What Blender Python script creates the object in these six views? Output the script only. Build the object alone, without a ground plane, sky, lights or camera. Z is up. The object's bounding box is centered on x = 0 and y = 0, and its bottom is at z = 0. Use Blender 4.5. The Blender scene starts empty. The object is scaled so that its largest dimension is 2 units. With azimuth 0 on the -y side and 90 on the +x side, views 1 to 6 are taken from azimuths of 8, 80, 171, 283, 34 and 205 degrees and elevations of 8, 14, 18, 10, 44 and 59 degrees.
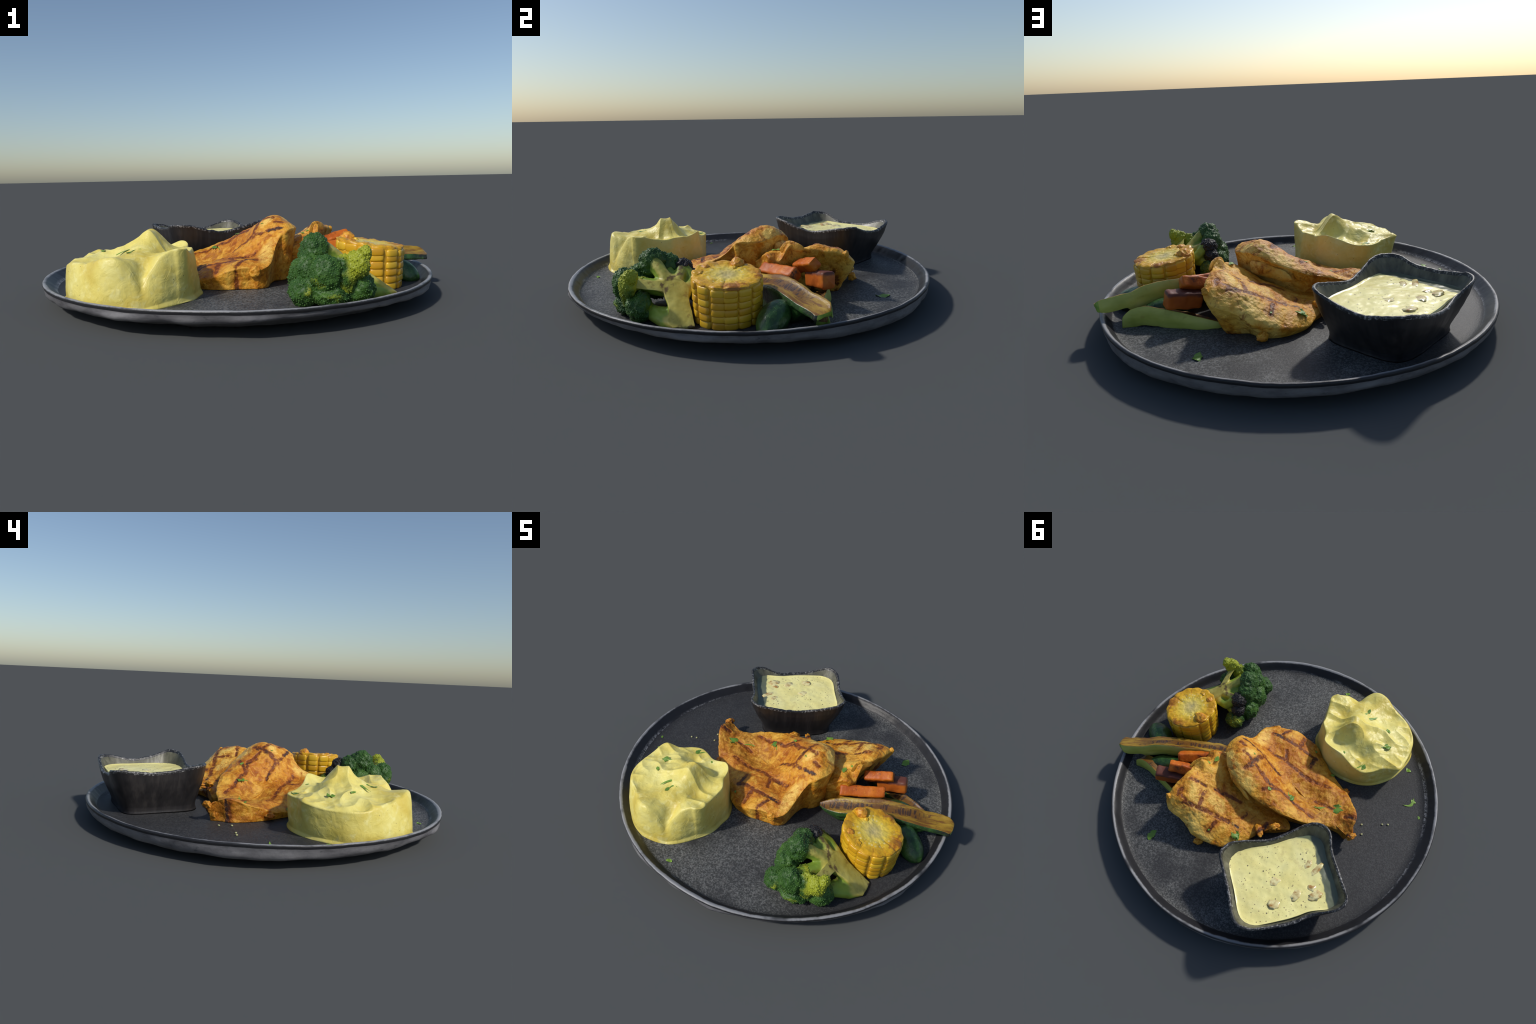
# Grilled chicken dinner on a dark stoneware plate: built part by part.
import bpy, math, random
import numpy as np
from mathutils import Vector, Matrix
from mathutils.bvhtree import BVHTree

random.seed(7)
RNG = np.random.default_rng(7)
FLOOR = 0.065            # height of the plate's inner floor
COL = bpy.context.scene.collection

# ------------------------------------------------------------------ numeric helpers
_perm = np.random.default_rng(3).permutation(256)
_perm = np.concatenate([_perm, _perm, _perm])
_grad = np.random.default_rng(4).normal(size=(256, 3))
_grad /= np.linalg.norm(_grad, axis=1)[:, None]


def pnoise(P, freq, seed=0):
    """Gradient noise, about -0.7..0.7, for an (n,3) array."""
    P = np.asarray(P, float) * freq + seed * 17.31
    I = np.floor(P).astype(int)
    f = P - I
    I &= 255
    u = f * f * f * (f * (f * 6 - 15) + 10)
    out = 0
    for dx in (0, 1):
        for dy in (0, 1):
            for dz in (0, 1):
                h = _perm[_perm[_perm[I[:, 0] + dx] + I[:, 1] + dy] + I[:, 2] + dz]
                g = (_grad[h] * (f - np.array([dx, dy, dz]))).sum(1)
                w = (u[:, 0] if dx else 1 - u[:, 0]) * (u[:, 1] if dy else 1 - u[:, 1]) * (u[:, 2] if dz else 1 - u[:, 2])
                out = out + w * g
    return out


def fbm(P, freq, octaves=3, seed=0):
    return sum(pnoise(P, freq * 2 ** k, seed + k) * 0.5 ** k for k in range(octaves))


def spline(points, n, closed=True):
    """Catmull-Rom through control points, n samples."""
    p = np.asarray(points, float)
    m = len(p)
    if closed:
        t = np.arange(n) / n * m
    else:
        t = np.linspace(0, m - 1 - 1e-9, n)
        p = np.vstack([2 * p[0] - p[1], p, 2 * p[-1] - p[-2]])
    i = np.floor(t).astype(int)
    f = (t - i)[:, None]
    if closed:
        a, b, c, d = p[(i - 1) % m], p[i % m], p[(i + 1) % m], p[(i + 2) % m]
    else:
        a, b, c, d = p[i], p[i + 1], p[i + 2], p[i + 3]
    return 0.5 * (2 * b + (c - a) * f + (2 * a - 5 * b + 4 * c - d) * f ** 2 + (3 * b - a - 3 * c + d) * f ** 3)


def polar(points, centre, n):
    """Closed control outline -> value columns by angle around centre; returns radius and extra columns."""
    s = spline(points, 1200)
    th = np.arctan2(s[:, 1] - centre[1], s[:, 0] - centre[0])
    r = np.hypot(s[:, 1] - centre[1], s[:, 0] - centre[0])
    o = np.argsort(th)
    ang = np.linspace(-math.pi, math.pi, n, endpoint=False)
    cols = [np.interp(ang, th[o], r[o], period=2 * math.pi)]
    for k in range(2, s.shape[1]):
        cols.append(np.interp(ang, th[o], s[o, k], period=2 * math.pi))
    return ang, cols


class Height:
    """Thin-plate surface through (x, y, z) control points."""
    def __init__(self, pts, smooth=2e-5):
        p = np.asarray(pts, float)
        self.xy = p[:, :2]
        n = len(p)
        K = self.k(self.xy) + np.eye(n) * smooth
        A = np.zeros((n + 3, n + 3))
        A[:n, :n] = K
        A[:n, n] = 1
        A[:n, n + 1:] = self.xy
        A[n, :n] = 1
        A[n + 1:, :n] = self.xy.T
        self.w = np.linalg.solve(A, np.concatenate([p[:, 2], np.zeros(3)]))

    def k(self, q):
        d2 = ((q[:, None, :] - self.xy[None]) ** 2).sum(2)
        return 0.5 * d2 * np.log(d2 + 1e-12)

    def __call__(self, q):
        q = np.asarray(q, float)
        return self.k(q) @ self.w[:-3] + self.w[-3] + q @ self.w[-2:]


def grid_faces(R, N, closed=True):
    """Quads of an R x N vertex grid (rows are rings)."""
    j = np.arange(N if closed else N - 1)
    a = (np.arange(R - 1)[:, None] * N + j[None]).ravel()
    b = (np.arange(R - 1)[:, None] * N + ((j + 1) % N)[None]).ravel()
    return np.stack([a, b, b + N, a + N], 1)


def vertex_normals(V, F):
    p0, p1, p2, p3 = (V[F[:, k]] for k in range(4))
    fn = np.cross(p2 - p0, p3 - p1)
    n = np.zeros_like(V)
    for k in range(4):
        np.add.at(n, F[:, k], fn)
    return n / (np.linalg.norm(n, axis=1)[:, None] + 1e-12)


def add_object(name, mesh, parent=None, mat=None):
    ob = bpy.data.objects.new(name, mesh)
    COL.objects.link(ob)
    if parent is not None:
        ob.parent = parent
    if mat is not None and mesh is not None and not mesh.materials:
        mesh.materials.append(mat)
    return ob


def mesh_from(name, V, F, smooth=True, normals=None, tris=()):
    me = bpy.data.meshes.new(name)
    F = np.asarray(F)
    tris = np.asarray(tris, int).reshape(-1, 3)
    loops = np.concatenate([F.ravel(), tris.ravel()]).astype(np.int32)
    me.vertices.add(len(V))
    me.vertices.foreach_set("co", np.asarray(V, np.float32).ravel())
    me.loops.add(len(loops))
    me.loops.foreach_set("vertex_index", loops)
    me.polygons.add(len(F) + len(tris))
    starts = np.concatenate([np.arange(len(F)) * F.shape[1] if len(F) else np.zeros(0), F.size + np.arange(len(tris)) * 3])
    me.polygons.foreach_set("loop_start", starts.astype(np.int32))
    me.update(calc_edges=True)
    me.validate()
    if smooth:
        me.polygons.foreach_set("use_smooth", np.ones(len(me.polygons), bool))
    if normals is not None:
        me.normals_split_custom_set_from_vertices([tuple(v) for v in normals])
    return me


def split_parts(V, F, label, names, mats, parent, normals=None):
    """Cut one smooth surface into named objects with coinciding borders and shared normals."""
    if normals is None:
        normals = vertex_normals(V, F)
    obs = []
    for k, (nm, mt) in enumerate(zip(names, mats)):
        f = F[label == k]
        used = np.unique(f)
        idx = np.zeros(len(V), int)
        idx[used] = np.arange(len(used))
        me = mesh_from(nm, V[used], idx[f], normals=normals[used])
        obs.append(add_object(nm, me, parent, mt))
    return obs


def empty(name, loc=(0, 0, 0)):
    ob = bpy.data.objects.new(name, None)
    ob.location = loc
    COL.objects.link(ob)
    return ob


def tag(ob, label, category):
    ob["label"] = label
    ob["category"] = category


def loft(rings, cap_start=True, cap_end=True):
    """Rings (R,N,3) -> vertices, quads; caps by collapsing to the ring centre."""
    R = np.asarray(rings, float)
    if cap_start:
        R = np.concatenate([np.repeat(R[:1].mean(1, keepdims=True), R.shape[1], 1), R])
    if cap_end:
        R = np.concatenate([R, np.repeat(R[-1:].mean(1, keepdims=True), R.shape[1], 1)])
    return R.reshape(-1, 3), grid_faces(R.shape[0], R.shape[1])


# ------------------------------------------------------------------ material helpers
class Mat:
    def __init__(self, name, rough=0.5, spec=0.5):
        self.m = bpy.data.materials.new(name)
        self.m.use_nodes = True
        self.t = self.m.node_tree
        self.b = self.t.nodes["Principled BSDF"]
        self.b.inputs["Roughness"].default_value = rough
        self.b.inputs["Specular IOR Level"].default_value = spec
        self.co = self.t.nodes.new("ShaderNodeTexCoord").outputs["Object"]

    def node(self, kind, **kw):
        n = self.t.nodes.new("ShaderNode" + kind)
        for k, v in kw.items():
            setattr(n, k, v)
        return n

    def link(self, sock, value):
        if isinstance(value, bpy.types.NodeSocket):
            self.t.links.new(value, sock)
        elif sock.type == "RGBA" and len(value) == 3:
            sock.default_value = (*value, 1)
        else:
            sock.default_value = value

    def noise(self, scale, detail=4, rough=0.55, co=None, dist=0.0, off=0.0, color=False):
        n = self.node("TexNoise")
        n.inputs["Scale"].default_value = scale
        n.inputs["Detail"].default_value = detail
        n.inputs["Roughness"].default_value = rough
        n.inputs["Distortion"].default_value = dist
        c = co or self.co
        if off:
            c = self.vmath("ADD", c, (off, off * .7, off * .3))
        self.link(n.inputs["Vector"], c)
        return n.outputs["Color" if color else "Fac"]

    def voronoi(self, scale, feature="F1", co=None, rand=1.0, out="Distance"):
        n = self.node("TexVoronoi", feature=feature)
        n.inputs["Scale"].default_value = scale
        n.inputs["Randomness"].default_value = rand
        self.link(n.inputs["Vector"], co or self.co)
        return n.outputs[out]

    def scaled(self, v, co=None):
        return self.vmath("MULTIPLY", co or self.co, v)

    def vmath(self, op, a, b=None, out=0):
        n = self.node("VectorMath", operation=op)
        self.link(n.inputs[0], a)
        if b is not None:
            self.link(n.inputs[1], b)
        return n.outputs["Value" if op in ("DOT_PRODUCT", "LENGTH", "DISTANCE") else 0]

    def math(self, op, a, b=None, clamp=False):
        n = self.node("Math", operation=op, use_clamp=clamp)
        self.link(n.inputs[0], a)
        if b is not None:
            self.link(n.inputs[1], b)
        return n.outputs[0]

    def step(self, s, lo, hi):
        """smooth 0..1 as s goes lo -> hi (lo may exceed hi)."""
        n = self.node("MapRange", interpolation_type="SMOOTHSTEP")
        self.link(n.inputs["Value"], s)
        flip = lo > hi
        n.inputs["From Min"].default_value = min(lo, hi)
        n.inputs["From Max"].default_value = max(lo, hi)
        n.inputs["To Min"].default_value = 1.0 if flip else 0.0
        n.inputs["To Max"].default_value = 0.0 if flip else 1.0
        return n.outputs["Result"]

    def mix(self, fac, a, b):
        n = self.node("Mix", data_type="RGBA")
        self.link(n.inputs[0], fac)
        self.link(n.inputs[6], a)
        self.link(n.inputs[7], b)
        return n.outputs[2]

    def ramp(self, s, *stops):
        n = self.node("ValToRGB")
        e = n.color_ramp.elements
        while len(e) < len(stops):
            e.new(0.5)
        for el, (p, c) in zip(e, stops):
            el.position = p
            el.color = (*c, 1)
        self.link(n.inputs[0], s)
        return n.outputs[0]

    def xyz(self, co=None):
        n = self.node("SeparateXYZ")
        self.link(n.inputs[0], co or self.co)
        return n.outputs

    def bump(self, height, strength=0.3, dist=0.005):
        n = self.node("Bump")
        n.inputs["Strength"].default_value = strength
        n.inputs["Distance"].default_value = dist
        self.link(n.inputs["Height"], height)
        self.link(self.b.inputs["Normal"], n.outputs[0])

    def color(self, c):
        self.link(self.b.inputs["Base Color"], c)
        return self

    def set(self, **kw):
        for k, v in kw.items():
            self.link(self.b.inputs[k.replace("_", " ")], v)
        return self

    def strokes(self, lines, warp=0.012, scale=30):
        """Soft mask of a set of polyline strokes seen from above: [(width, [(x, y), ...]), ...]."""
        return self.step(self.stroke_field(lines, warp, scale), 1.0, 0.3)

    def stroke_field(self, lines, warp=0.012, scale=30):
        """Smallest distance to any stroke, in units of that stroke's width."""
        w = self.vmath("SUBTRACT", self.noise(scale, 3, 0.6, color=True), (0.5, 0.5, 0.5))
        p = self.vmath("ADD", self.co, self.vmath("MULTIPLY", w, (warp * 2, warp * 2, 0)))
        p = self.vmath("MULTIPLY", p, (1, 1, 0))
        best = None
        for width, pts in lines:
            for a, b in zip(pts[:-1], pts[1:]):
                a = Vector((a[0], a[1], 0))
                d = Vector((b[0], b[1], 0)) - a
                rel = self.vmath("SUBTRACT", p, tuple(a))
                h = self.math("MULTIPLY", self.vmath("DOT_PRODUCT", rel, tuple(d)), 1 / d.length_squared, clamp=True)
                n = self.node("VectorMath", operation="SCALE")
                n.inputs[0].default_value = tuple(d)
                self.link(n.inputs["Scale"], h)
                dist = self.vmath("LENGTH", self.vmath("SUBTRACT", rel, n.outputs[0]))
                m = self.math("MULTIPLY", dist, 1 / width)
                best = m if best is None else self.math("MINIMUM", best, m)
        return best


# ================================================================== PLATE
def build_plate():
    root = empty("dinner_plate")
    tag(root, "round dark grey stoneware plate with a low wavy rim", "plate")
    N = 540
    prof = [(0.02, FLOOR - .002), (0.2, FLOOR - .002), (0.4, FLOOR - .001), (0.6, FLOOR), (0.75, FLOOR), (0.84, FLOOR + .001), (0.895, FLOOR + .000), (0.920, FLOOR + .002),
            (0.933, .074), (0.942, .084), (0.951, .096), (0.958, .105), (0.965, .111),
            (0.971, .1145), (0.977, .116), (0.982, .1150), (0.9855, .1115), (0.986, .106),
            (0.983, .098), (0.981, .088), (0.979, .077), (0.976, .066), (0.970, .055), (0.960, .046), (0.943, .040), (0.915, .036), (0.87, .030),
            (0.80, .018), (0.72, .009), (0.62, .003), (0.4, .0005), (0.02, .0)]
    th = np.linspace(0, 2 * math.pi, N, endpoint=False)
    ring = np.stack([np.cos(th), np.sin(th), 0 * th], 1)
    wob = 0.006 * pnoise(ring, 1.6, 1) + 0.004 * pnoise(ring, 5, 2) + 0.0022 * pnoise(ring, 17, 3)
    wobz = 0.004 * pnoise(ring, 2.2, 5) + 0.003 * pnoise(ring, 9, 6) + 0.0014 * pnoise(ring, 30, 7)
    # height of the wall's lower edge round the plate: the underside is uneven
    low = np.interp(np.degrees(th), [0, 20, 45, 70, 98, 135, 167, 190, 215, 240, 264, 290, 315, 334, 360], [.042, .032, .026, .034, .046, .042, .034, .032, .042, .054, .054, .066, .064, .054, .042])
    rings = []
    for k, (r, z) in enumerate(prof):
        r = r * 1.004 if r > .9 else r
        outer = 1 / (1 + np.exp(-(r - .9) / .02))
        rr = r + wob * outer
        zz = np.full(N, z)
        if 6 <= k <= 10:            # the inner wall leans out wider on one side
            rr = rr - (.018, .022, .018, .012, .006)[k - 6] * np.exp(-((np.degrees(th) - 190) / 60) ** 2)
        if 9 <= k <= 18:
            zz = zz + wobz
        if k == 9 or k == 10:
            rr = rr + .004 * pnoise(ring, 26, 11)
        if 18 < k <= 25:
            zz = .105 + (zz - .105) * (.105 - low) / (.105 - .036)
            dg = np.degrees(th)
            lug = sum(a * np.exp(-((dg - p) / w) ** 2) for p, w, a in [(281, 5, .016), (252, 9, .010), (35, 12, .010), (335, 10, .010), (187, 16, .006), (100, 14, .006)])
            rr = rr + lug * min(1, (k - 18) / 3)
        if 18 < k <= 26:            # rough, faceted outer wall
            q = np.stack([np.cos(th) * 3.2, np.sin(th) * 3.2, np.full(N, z * 22)], 1)
            lump = pnoise(q, 1.5, 9)
            amt = min(1, (k - 18) / 3)
            rr = rr + amt * (.010 * lump + .006 * pnoise(q, 4.2, 10))
            zz = zz + amt * .008 * pnoise(ring, 4.1, 12) + amt * .006 * pnoise(ring, 8.3, 13)
        rings.append(np.stack([rr * np.cos(th), rr * np.sin(th) + .006, np.maximum(zz, 0)], 1))
    V, F = loft(rings)
    F = F[:, ::-1]
    ringid = F.min(1) // N          # 0 = start cap
    lab = np.where(ringid <= 8, 0, np.where(ringid <= 18, 1, 2))

    # floor: matt black glaze and pale grain; glossy reflections laid in as worn patches
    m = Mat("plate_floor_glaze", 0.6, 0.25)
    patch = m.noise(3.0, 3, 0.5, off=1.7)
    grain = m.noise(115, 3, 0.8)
    glare_strokes = m.strokes([(.50, [(-.25, -.72), (.18, -.62)]), (.42, [(.05, .75), (.35, .62)]), (.40, [(.62, .52), (.78, .30)]), (.30, [(-.05, -.35), (.25, -.45)])], .05, 4)
    painted_glare = m.math("MULTIPLY", m.step(patch, 0.26, 0.56), m.math("ADD", m.math("MULTIPLY", glare_strokes, .85), .12))
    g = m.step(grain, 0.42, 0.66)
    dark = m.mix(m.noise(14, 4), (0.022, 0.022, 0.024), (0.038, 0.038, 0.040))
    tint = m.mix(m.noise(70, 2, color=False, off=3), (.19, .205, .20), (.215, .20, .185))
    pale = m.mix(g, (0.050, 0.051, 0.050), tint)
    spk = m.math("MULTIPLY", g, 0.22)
    c = m.mix(painted_glare, m.mix(spk, dark, (0.105, 0.107, 0.108)), pale)
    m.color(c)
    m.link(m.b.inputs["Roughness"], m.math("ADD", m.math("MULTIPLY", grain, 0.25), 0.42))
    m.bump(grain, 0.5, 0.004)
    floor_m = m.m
    # rim: black glaze with pale highlight lines painted on lip and floor edge
    m = Mat("plate_rim_glaze", 0.42, 0.3)
    x, y, z = m.xyz()
    r = m.vmath("LENGTH", m.vmath("MULTIPLY", m.co, (1, 1, 0)))
    chip = m.noise(60, 5, 0.75)
    run = m.noise(5, 3, 0.6, off=2)
    z = m.math("ADD", z, m.math("MULTIPLY", m.math("SUBTRACT", chip, .5), .006))
    lip = m.math("MULTIPLY", m.math("MULTIPLY", m.step(z, 0.1105, 0.1155), m.step(r, 0.991, 0.982)), m.step(run, .30, .50))
    foot = m.math("MULTIPLY", m.math("MULTIPLY", m.step(r, 0.938, 0.922), m.step(chip, 0.40, 0.62)), m.step(m.noise(3, 2, off=3), .42, .56))
    base = m.mix(m.noise(9, 4), (0.012, 0.012, 0.014), (0.028, 0.028, 0.031))
    c = m.mix(m.math("MULTIPLY", m.math("MAXIMUM", lip, foot), 0.9), base, (0.31, 0.31, 0.315))
    m.color(c)
    m.bump(m.noise(60, 4), 0.25, 0.004)
    rim_m = m.m
    # outer wall: grey clay lightened to its sunlit front-left tone, with dark smudges
    m = Mat("plate_outer_clay", 0.6, 0.35)
    n = m.noise(7, 5, 0.6, co=m.scaled((1, 1, 3)))
    c = m.ramp(n, (0.30, (0.075, 0.073, 0.078)), (0.5, (0.14, 0.136, 0.142)), (0.72, (0.20, 0.196, 0.20)))
    c = m.mix(m.math("MULTIPLY", m.step(m.noise(24, 4, .6, co=m.scaled((1, 1, 2.5))), 0.62, 0.72), .6), c, (0.05, 0.05, 0.055))
    m.color(c)
    m.bump(m.noise(40, 5), 0.3, 0.006)
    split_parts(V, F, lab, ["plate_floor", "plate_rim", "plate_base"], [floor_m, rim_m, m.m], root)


# ================================================================== GENERIC FOOD SLAB
def slab(name, centre, outline, inner, mat, inset, N=420, rings=96, edge=0.022, bottom=FLOOR + .001, rough=(0.004, 14), fine=(0.0016, 60), seed=0, dents=(), parent=None, sidepow=1.0):
    """A thick cut with a free-form top through control points and rounded, undercut sides."""
    out = spline(outline, N)
    H = Height([*[(p[0], p[1], p[2]) for p in outline], *inner])
    c = np.array(centre)
    rows = []
    S = np.concatenate([np.linspace(0.01, 0.9, rings), np.linspace(0.9, 1, 22)[1:]])
    for s in S:
        xy = c + (out[:, :2] - c) * s
        z = H(xy)
        e = max(0, (s - 0.9) / 0.1)
        z = z - edge * (1 - math.sqrt(max(0, 1 - e * e)))
        rows.append(np.column_stack([xy, np.maximum(z, bottom + .004)]))
    top = rows[-1].copy()
    ins = inset(out) if callable(inset) else np.full(N, inset)
    dirn = (c - top[:, :2])
    dist = np.linalg.norm(dirn, axis=1)[:, None]
    dirn = dirn / dist
    for t in np.linspace(0, 1, 30)[1:]:
        k = -0.03 * math.sin(min(t * 2.2, 1) * math.pi) + t ** sidepow
        xy = top[:, :2] + dirn * (ins * k)[:, None]
        z = top[:, 2] + (bottom - top[:, 2]) * t
        rows.append(np.column_stack([xy, z]))
    V, F = loft(rows)
    # F rows run from the top centre outward: orient outward
    n = vertex_normals(V, F)
    if n[N * 3:N * 6, 2].mean() < 0:
        F = F[:, ::-1]
        n = -n
    keep = np.clip((V[:, 2] - bottom) / .02, 0, 1)
    d = rough[0] * fbm(V, rough[1], 3, seed) + fine[0] * fbm(V, fine[1], 2, seed + 5)
    for (x, y, r, a) in dents:
        d = d + a * np.exp(-((V[:, 0] - x) ** 2 + (V[:, 1] - y) ** 2) / r ** 2)
    V = V + n * (d * keep)[:, None]
    return add_object(name, mesh_from(name, V, F), parent, mat), H


def blob(name, loc, size, rot, mat, parent, seed=0, amp=0.15, sub=4, freq=3.0):
    import bmesh
    bm = bmesh.new()
    bmesh.ops.create_icosphere(bm, subdivisions=sub, radius=1)
    V = np.array([v.co[:] for v in bm.verts])
    V = V * (1 + amp * fbm(V, freq / 2, 3, seed))[:, None]
    M = Matrix.LocRotScale(Vector(loc), rot.to_quaternion() if hasattr(rot, "to_quaternion") else rot, Vector(size))
    for v, p in zip(bm.verts, V):
        v.co = M @ Vector(p)
    me = bpy.data.meshes.new(name)
    bm.to_mesh(me)
    bm.free()
    me.polygons.foreach_set("use_smooth", np.ones(len(me.polygons), bool))
    return add_object(name, me, parent, mat)


from mathutils import Euler


# ================================================================== CHICKEN
def chicken_material(name, strokes, dark_spots, pale, shift=0.0, brown=()):
    m = Mat(name, 0.42, 0.32)
    big = m.math("ADD", m.noise(5.5, 4, 0.6, off=.3), shift)
    fib = m.noise(26, 6, 0.65, dist=0.8)
    c = m.ramp(big, (0.30, (0.40, 0.110, 0.006)), (0.43, (0.57, 0.205, 0.011)), (0.56, (0.70, 0.32, 0.028)), (0.70, (0.82, 0.49, 0.085)))
    c = m.mix(m.math("MULTIPLY", m.step(fib, 0.46, 0.66), 0.55), c, (0.88, 0.53, 0.085))
    c = m.mix(m.math("MULTIPLY", m.step(fib, 0.48, 0.32), 0.72), c, (0.24, 0.062, 0.006))
    if brown:
        bm_ = m.strokes(brown, 0.05, 8)
        c = m.mix(m.math("MULTIPLY", bm_, m.math("ADD", m.math("MULTIPLY", m.step(fib, .62, .40), .45), .30)), c, (0.34, 0.115, 0.010))
    if pale:
        pm = m.strokes(pale, 0.03, 12)
        c = m.mix(m.math("MULTIPLY", m.math("MULTIPLY", pm, m.step(fib, .3, .6)), 0.75), c, (0.92, 0.62, 0.15))
    field = m.stroke_field(strokes, 0.012, 34)
    g = m.step(field, 1.25, 0.35)
    brk = m.noise(55, 4, 0.6)
    halo = m.step(field, 2.8, 0.8)
    c = m.mix(m.math("MULTIPLY", m.math("MULTIPLY", halo, m.step(brk, .30, .62)), .55), c, (0.42, 0.115, 0.008))
    gm = m.math("MULTIPLY", g, m.step(brk, 0.30, 0.52))
    c = m.mix(m.math("MULTIPLY", g, 0.55), c, (0.33, 0.085, 0.008))
    c = m.mix(m.math("MULTIPLY", m.step(gm, 0.30, 0.95), 0.85), c, (0.155, 0.034, 0.006))
    c = m.mix(m.math("MULTIPLY", m.math("MULTIPLY", m.step(g, .7, 1.0), m.step(m.noise(20, 4, .7, off=6), .50, .62)), .8), c, (0.050, 0.018, 0.010))
    if dark_spots:
        d = m.strokes(dark_spots, 0.012, 45)
        c = m.mix(m.math("MULTIPLY", d, m.step(brk, 0.32, 0.5)), c, (0.055, 0.026, 0.018))
    pep = m.step(m.voronoi(75), 0.17, 0.09)
    pep = m.math("MULTIPLY", pep, m.step(m.noise(9, 2, off=5), 0.50, 0.6))
    c = m.mix(pep, c, (0.06, 0.035, 0.02))
    m.color(c)
    m.link(m.b.inputs["Roughness"], m.math("ADD", m.math("MULTIPLY", fib, 0.35), 0.25))
    h = m.math("SUBTRACT", m.math("ADD", m.math("MULTIPLY", fib, 1.0), m.math("MULTIPLY", m.noise(90, 4, .6), 0.6)), m.math("MULTIPLY", g, 0.5))
    m.bump(h, 0.7, 0.009)
    return m.m


def build_chicken():
    outline = [(-.555, .176, .150), (-.548, .115, .185), (-.545, .062, .198), (-.50, -.02, .165), (-.45, -.082, .14), (-.394, -.135, .112),
               (-.286, -.218, .10), (-.19, -.31, .102), (-.11, -.362, .115), (-.054, -.372, .135), (-.001, -.376, .158), (.062, -.362, .175),
               (.126, -.35, .175), (.165, -.345, .168), (.208, -.301, .19), (.215, -.2, .235), (.235, -.126, .295), (.268, -.105, .325),
               (.298, -.06, .338), (.308, .004, .335), (.275, .075, .345), (.245, .122, .352), (.197, .168, .338), (.130, .196, .308), (.068, .210, .286),
               (.016, .222, .264), (-.027, .227, .250), (-.112, .230, .232), (-.166, .227, .217), (-.22, .221, .202), (-.315, .196, .170), (-.413, .158, .145), (-.5, .156, .142)]
    inner = [(-.422, .033, .148), (-.316, .06, .144), (-.152, .105, .204), (-.029, .135, .282), (.085, .063, .339), (.09, -.042, .296),
             (.224, -.08, .338), (-.017, -.01, .208), (.215, -.031, .365), (.11, -.145, .206), (.133, -.274, .197), (-.119, -.235, .165),
             (-.334, -.085, .147), (.184, .076, .389), (.225, .105, .372), (.03, .135, .308), (.165, -.21, .215), (.04, -.12, .192), (.02, -.25, .19), (-.21, -.02, .120), (-.244, .07, .134), (-.212, .061, .134), (-.361, -.018, .143), (-.12, .02, .150), (-.09, -.086, .172)]
    strokes = [(.009, [(.228, -.083), (.136, -.062), (.067, -.038), (-.026, -.01)]), (.018, [(.133, .109), (.109, .052), (.089, -.048)]),
               (.012, [(.187, .02), (.109, .052)]), (.012, [(.104, .05), (.0, .106), (-.076, .10), (-.179, .127), (-.305, .151)]),
               (.014, [(.241, -.041), (.201, -.031)]), (.016, [(.135, -.272), (-.01, -.263), (-.13, -.239), (-.174, -.24)]),
               (.015, [(.105, -.142), (-.01, -.126), (-.143, -.094), (-.324, -.081)]), (.013, [(.076, -.291), (.049, -.355)]),
               (.016, [(-.049, -.346), (-.052, -.266)]), (.016, [(-.163, -.164), (-.166, -.244)]), (.012, [(-.279, .034), (-.397, .045)]),
               (.02, [(-.484, .066), (-.543, .064)]), (.015, [(-.06, .11), (.0, .16)]), (.014, [(.01, -.2), (-.02, -.13)]), (.012, [(.045, .07), (-.02, .11)])]
    dark = [(.011, [(.24, -.085), (.175, -.075)]), (.012, [(-.50, .07), (-.545, .075)]), (.012, [(.12, -.275), (.07, -.27)]), (.010, [(-.157, -.19), (-.166, -.235)]),
            (.008, [(.10, .07), (.115, .06)]), (.010, [(-.53, .165), (-.555, .178)])]
    pale = [(.05, [(.27, .06), (.2, .12), (.08, .17)]), (.05, [(.17, -.16), (.18, -.26)]), (.04, [(.14, -.01), (.17, .01)])]
    mat = chicken_material("grilled_chicken_skin", strokes, dark, pale, 0.0, [(.20, [(-.48, .06), (-.22, .02)])])

    def inset(o):
        right = 1 / (1 + np.exp(-(o[:, 0] - .1) / .05))
        back = 1 / (1 + np.exp(-(o[:, 1] - .1) / .04))
        return .010 + .10 * back * (.35 + .65 * right) + .014 * right * (1 - back)

    ob, H1 = slab("chicken_breast", (-.07, -.03), outline, inner, mat, inset, seed=1, edge=.009, sidepow=.65, rough=(.009, 12), fine=(.0034, 45),
                  dents=[(.24, -.086, .012, -.004), (.136, -.062, .012, -.004), (-.2, -.04, .06, -.004)])
    tag(ob, "large grilled chicken breast with crossed dark grill marks", "chicken")
    # loose tender strip hanging under the thick edge, and torn tips
    sp = spline([(.245, .100, .270), (.195, .150, .268), (.125, .192, .25), (.06, .225, .225)], 40, closed=False)
    tube("chicken_strip", sp, [(.014, .036)] * 3 + [(.012, .03)] * 2 + [(.005, .01)], mat, ob, seed=4, amp=.25)
    blob("chicken_scrap", (-.556, .168, .155), (.030, .016, .018), Euler((0, 0, .9)), mat, ob, 3, .5)
    blob("chicken_scrap", (-.515, .140, .112), (.018, .016, .030), Euler((0, .2, .3)), mat, ob, 5, .5)
    blob("chicken_scrap", (-.395, -.10, .094), (.05, .03, .02), Euler((0, 0, .8)), mat, ob, 6, .5)
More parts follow.
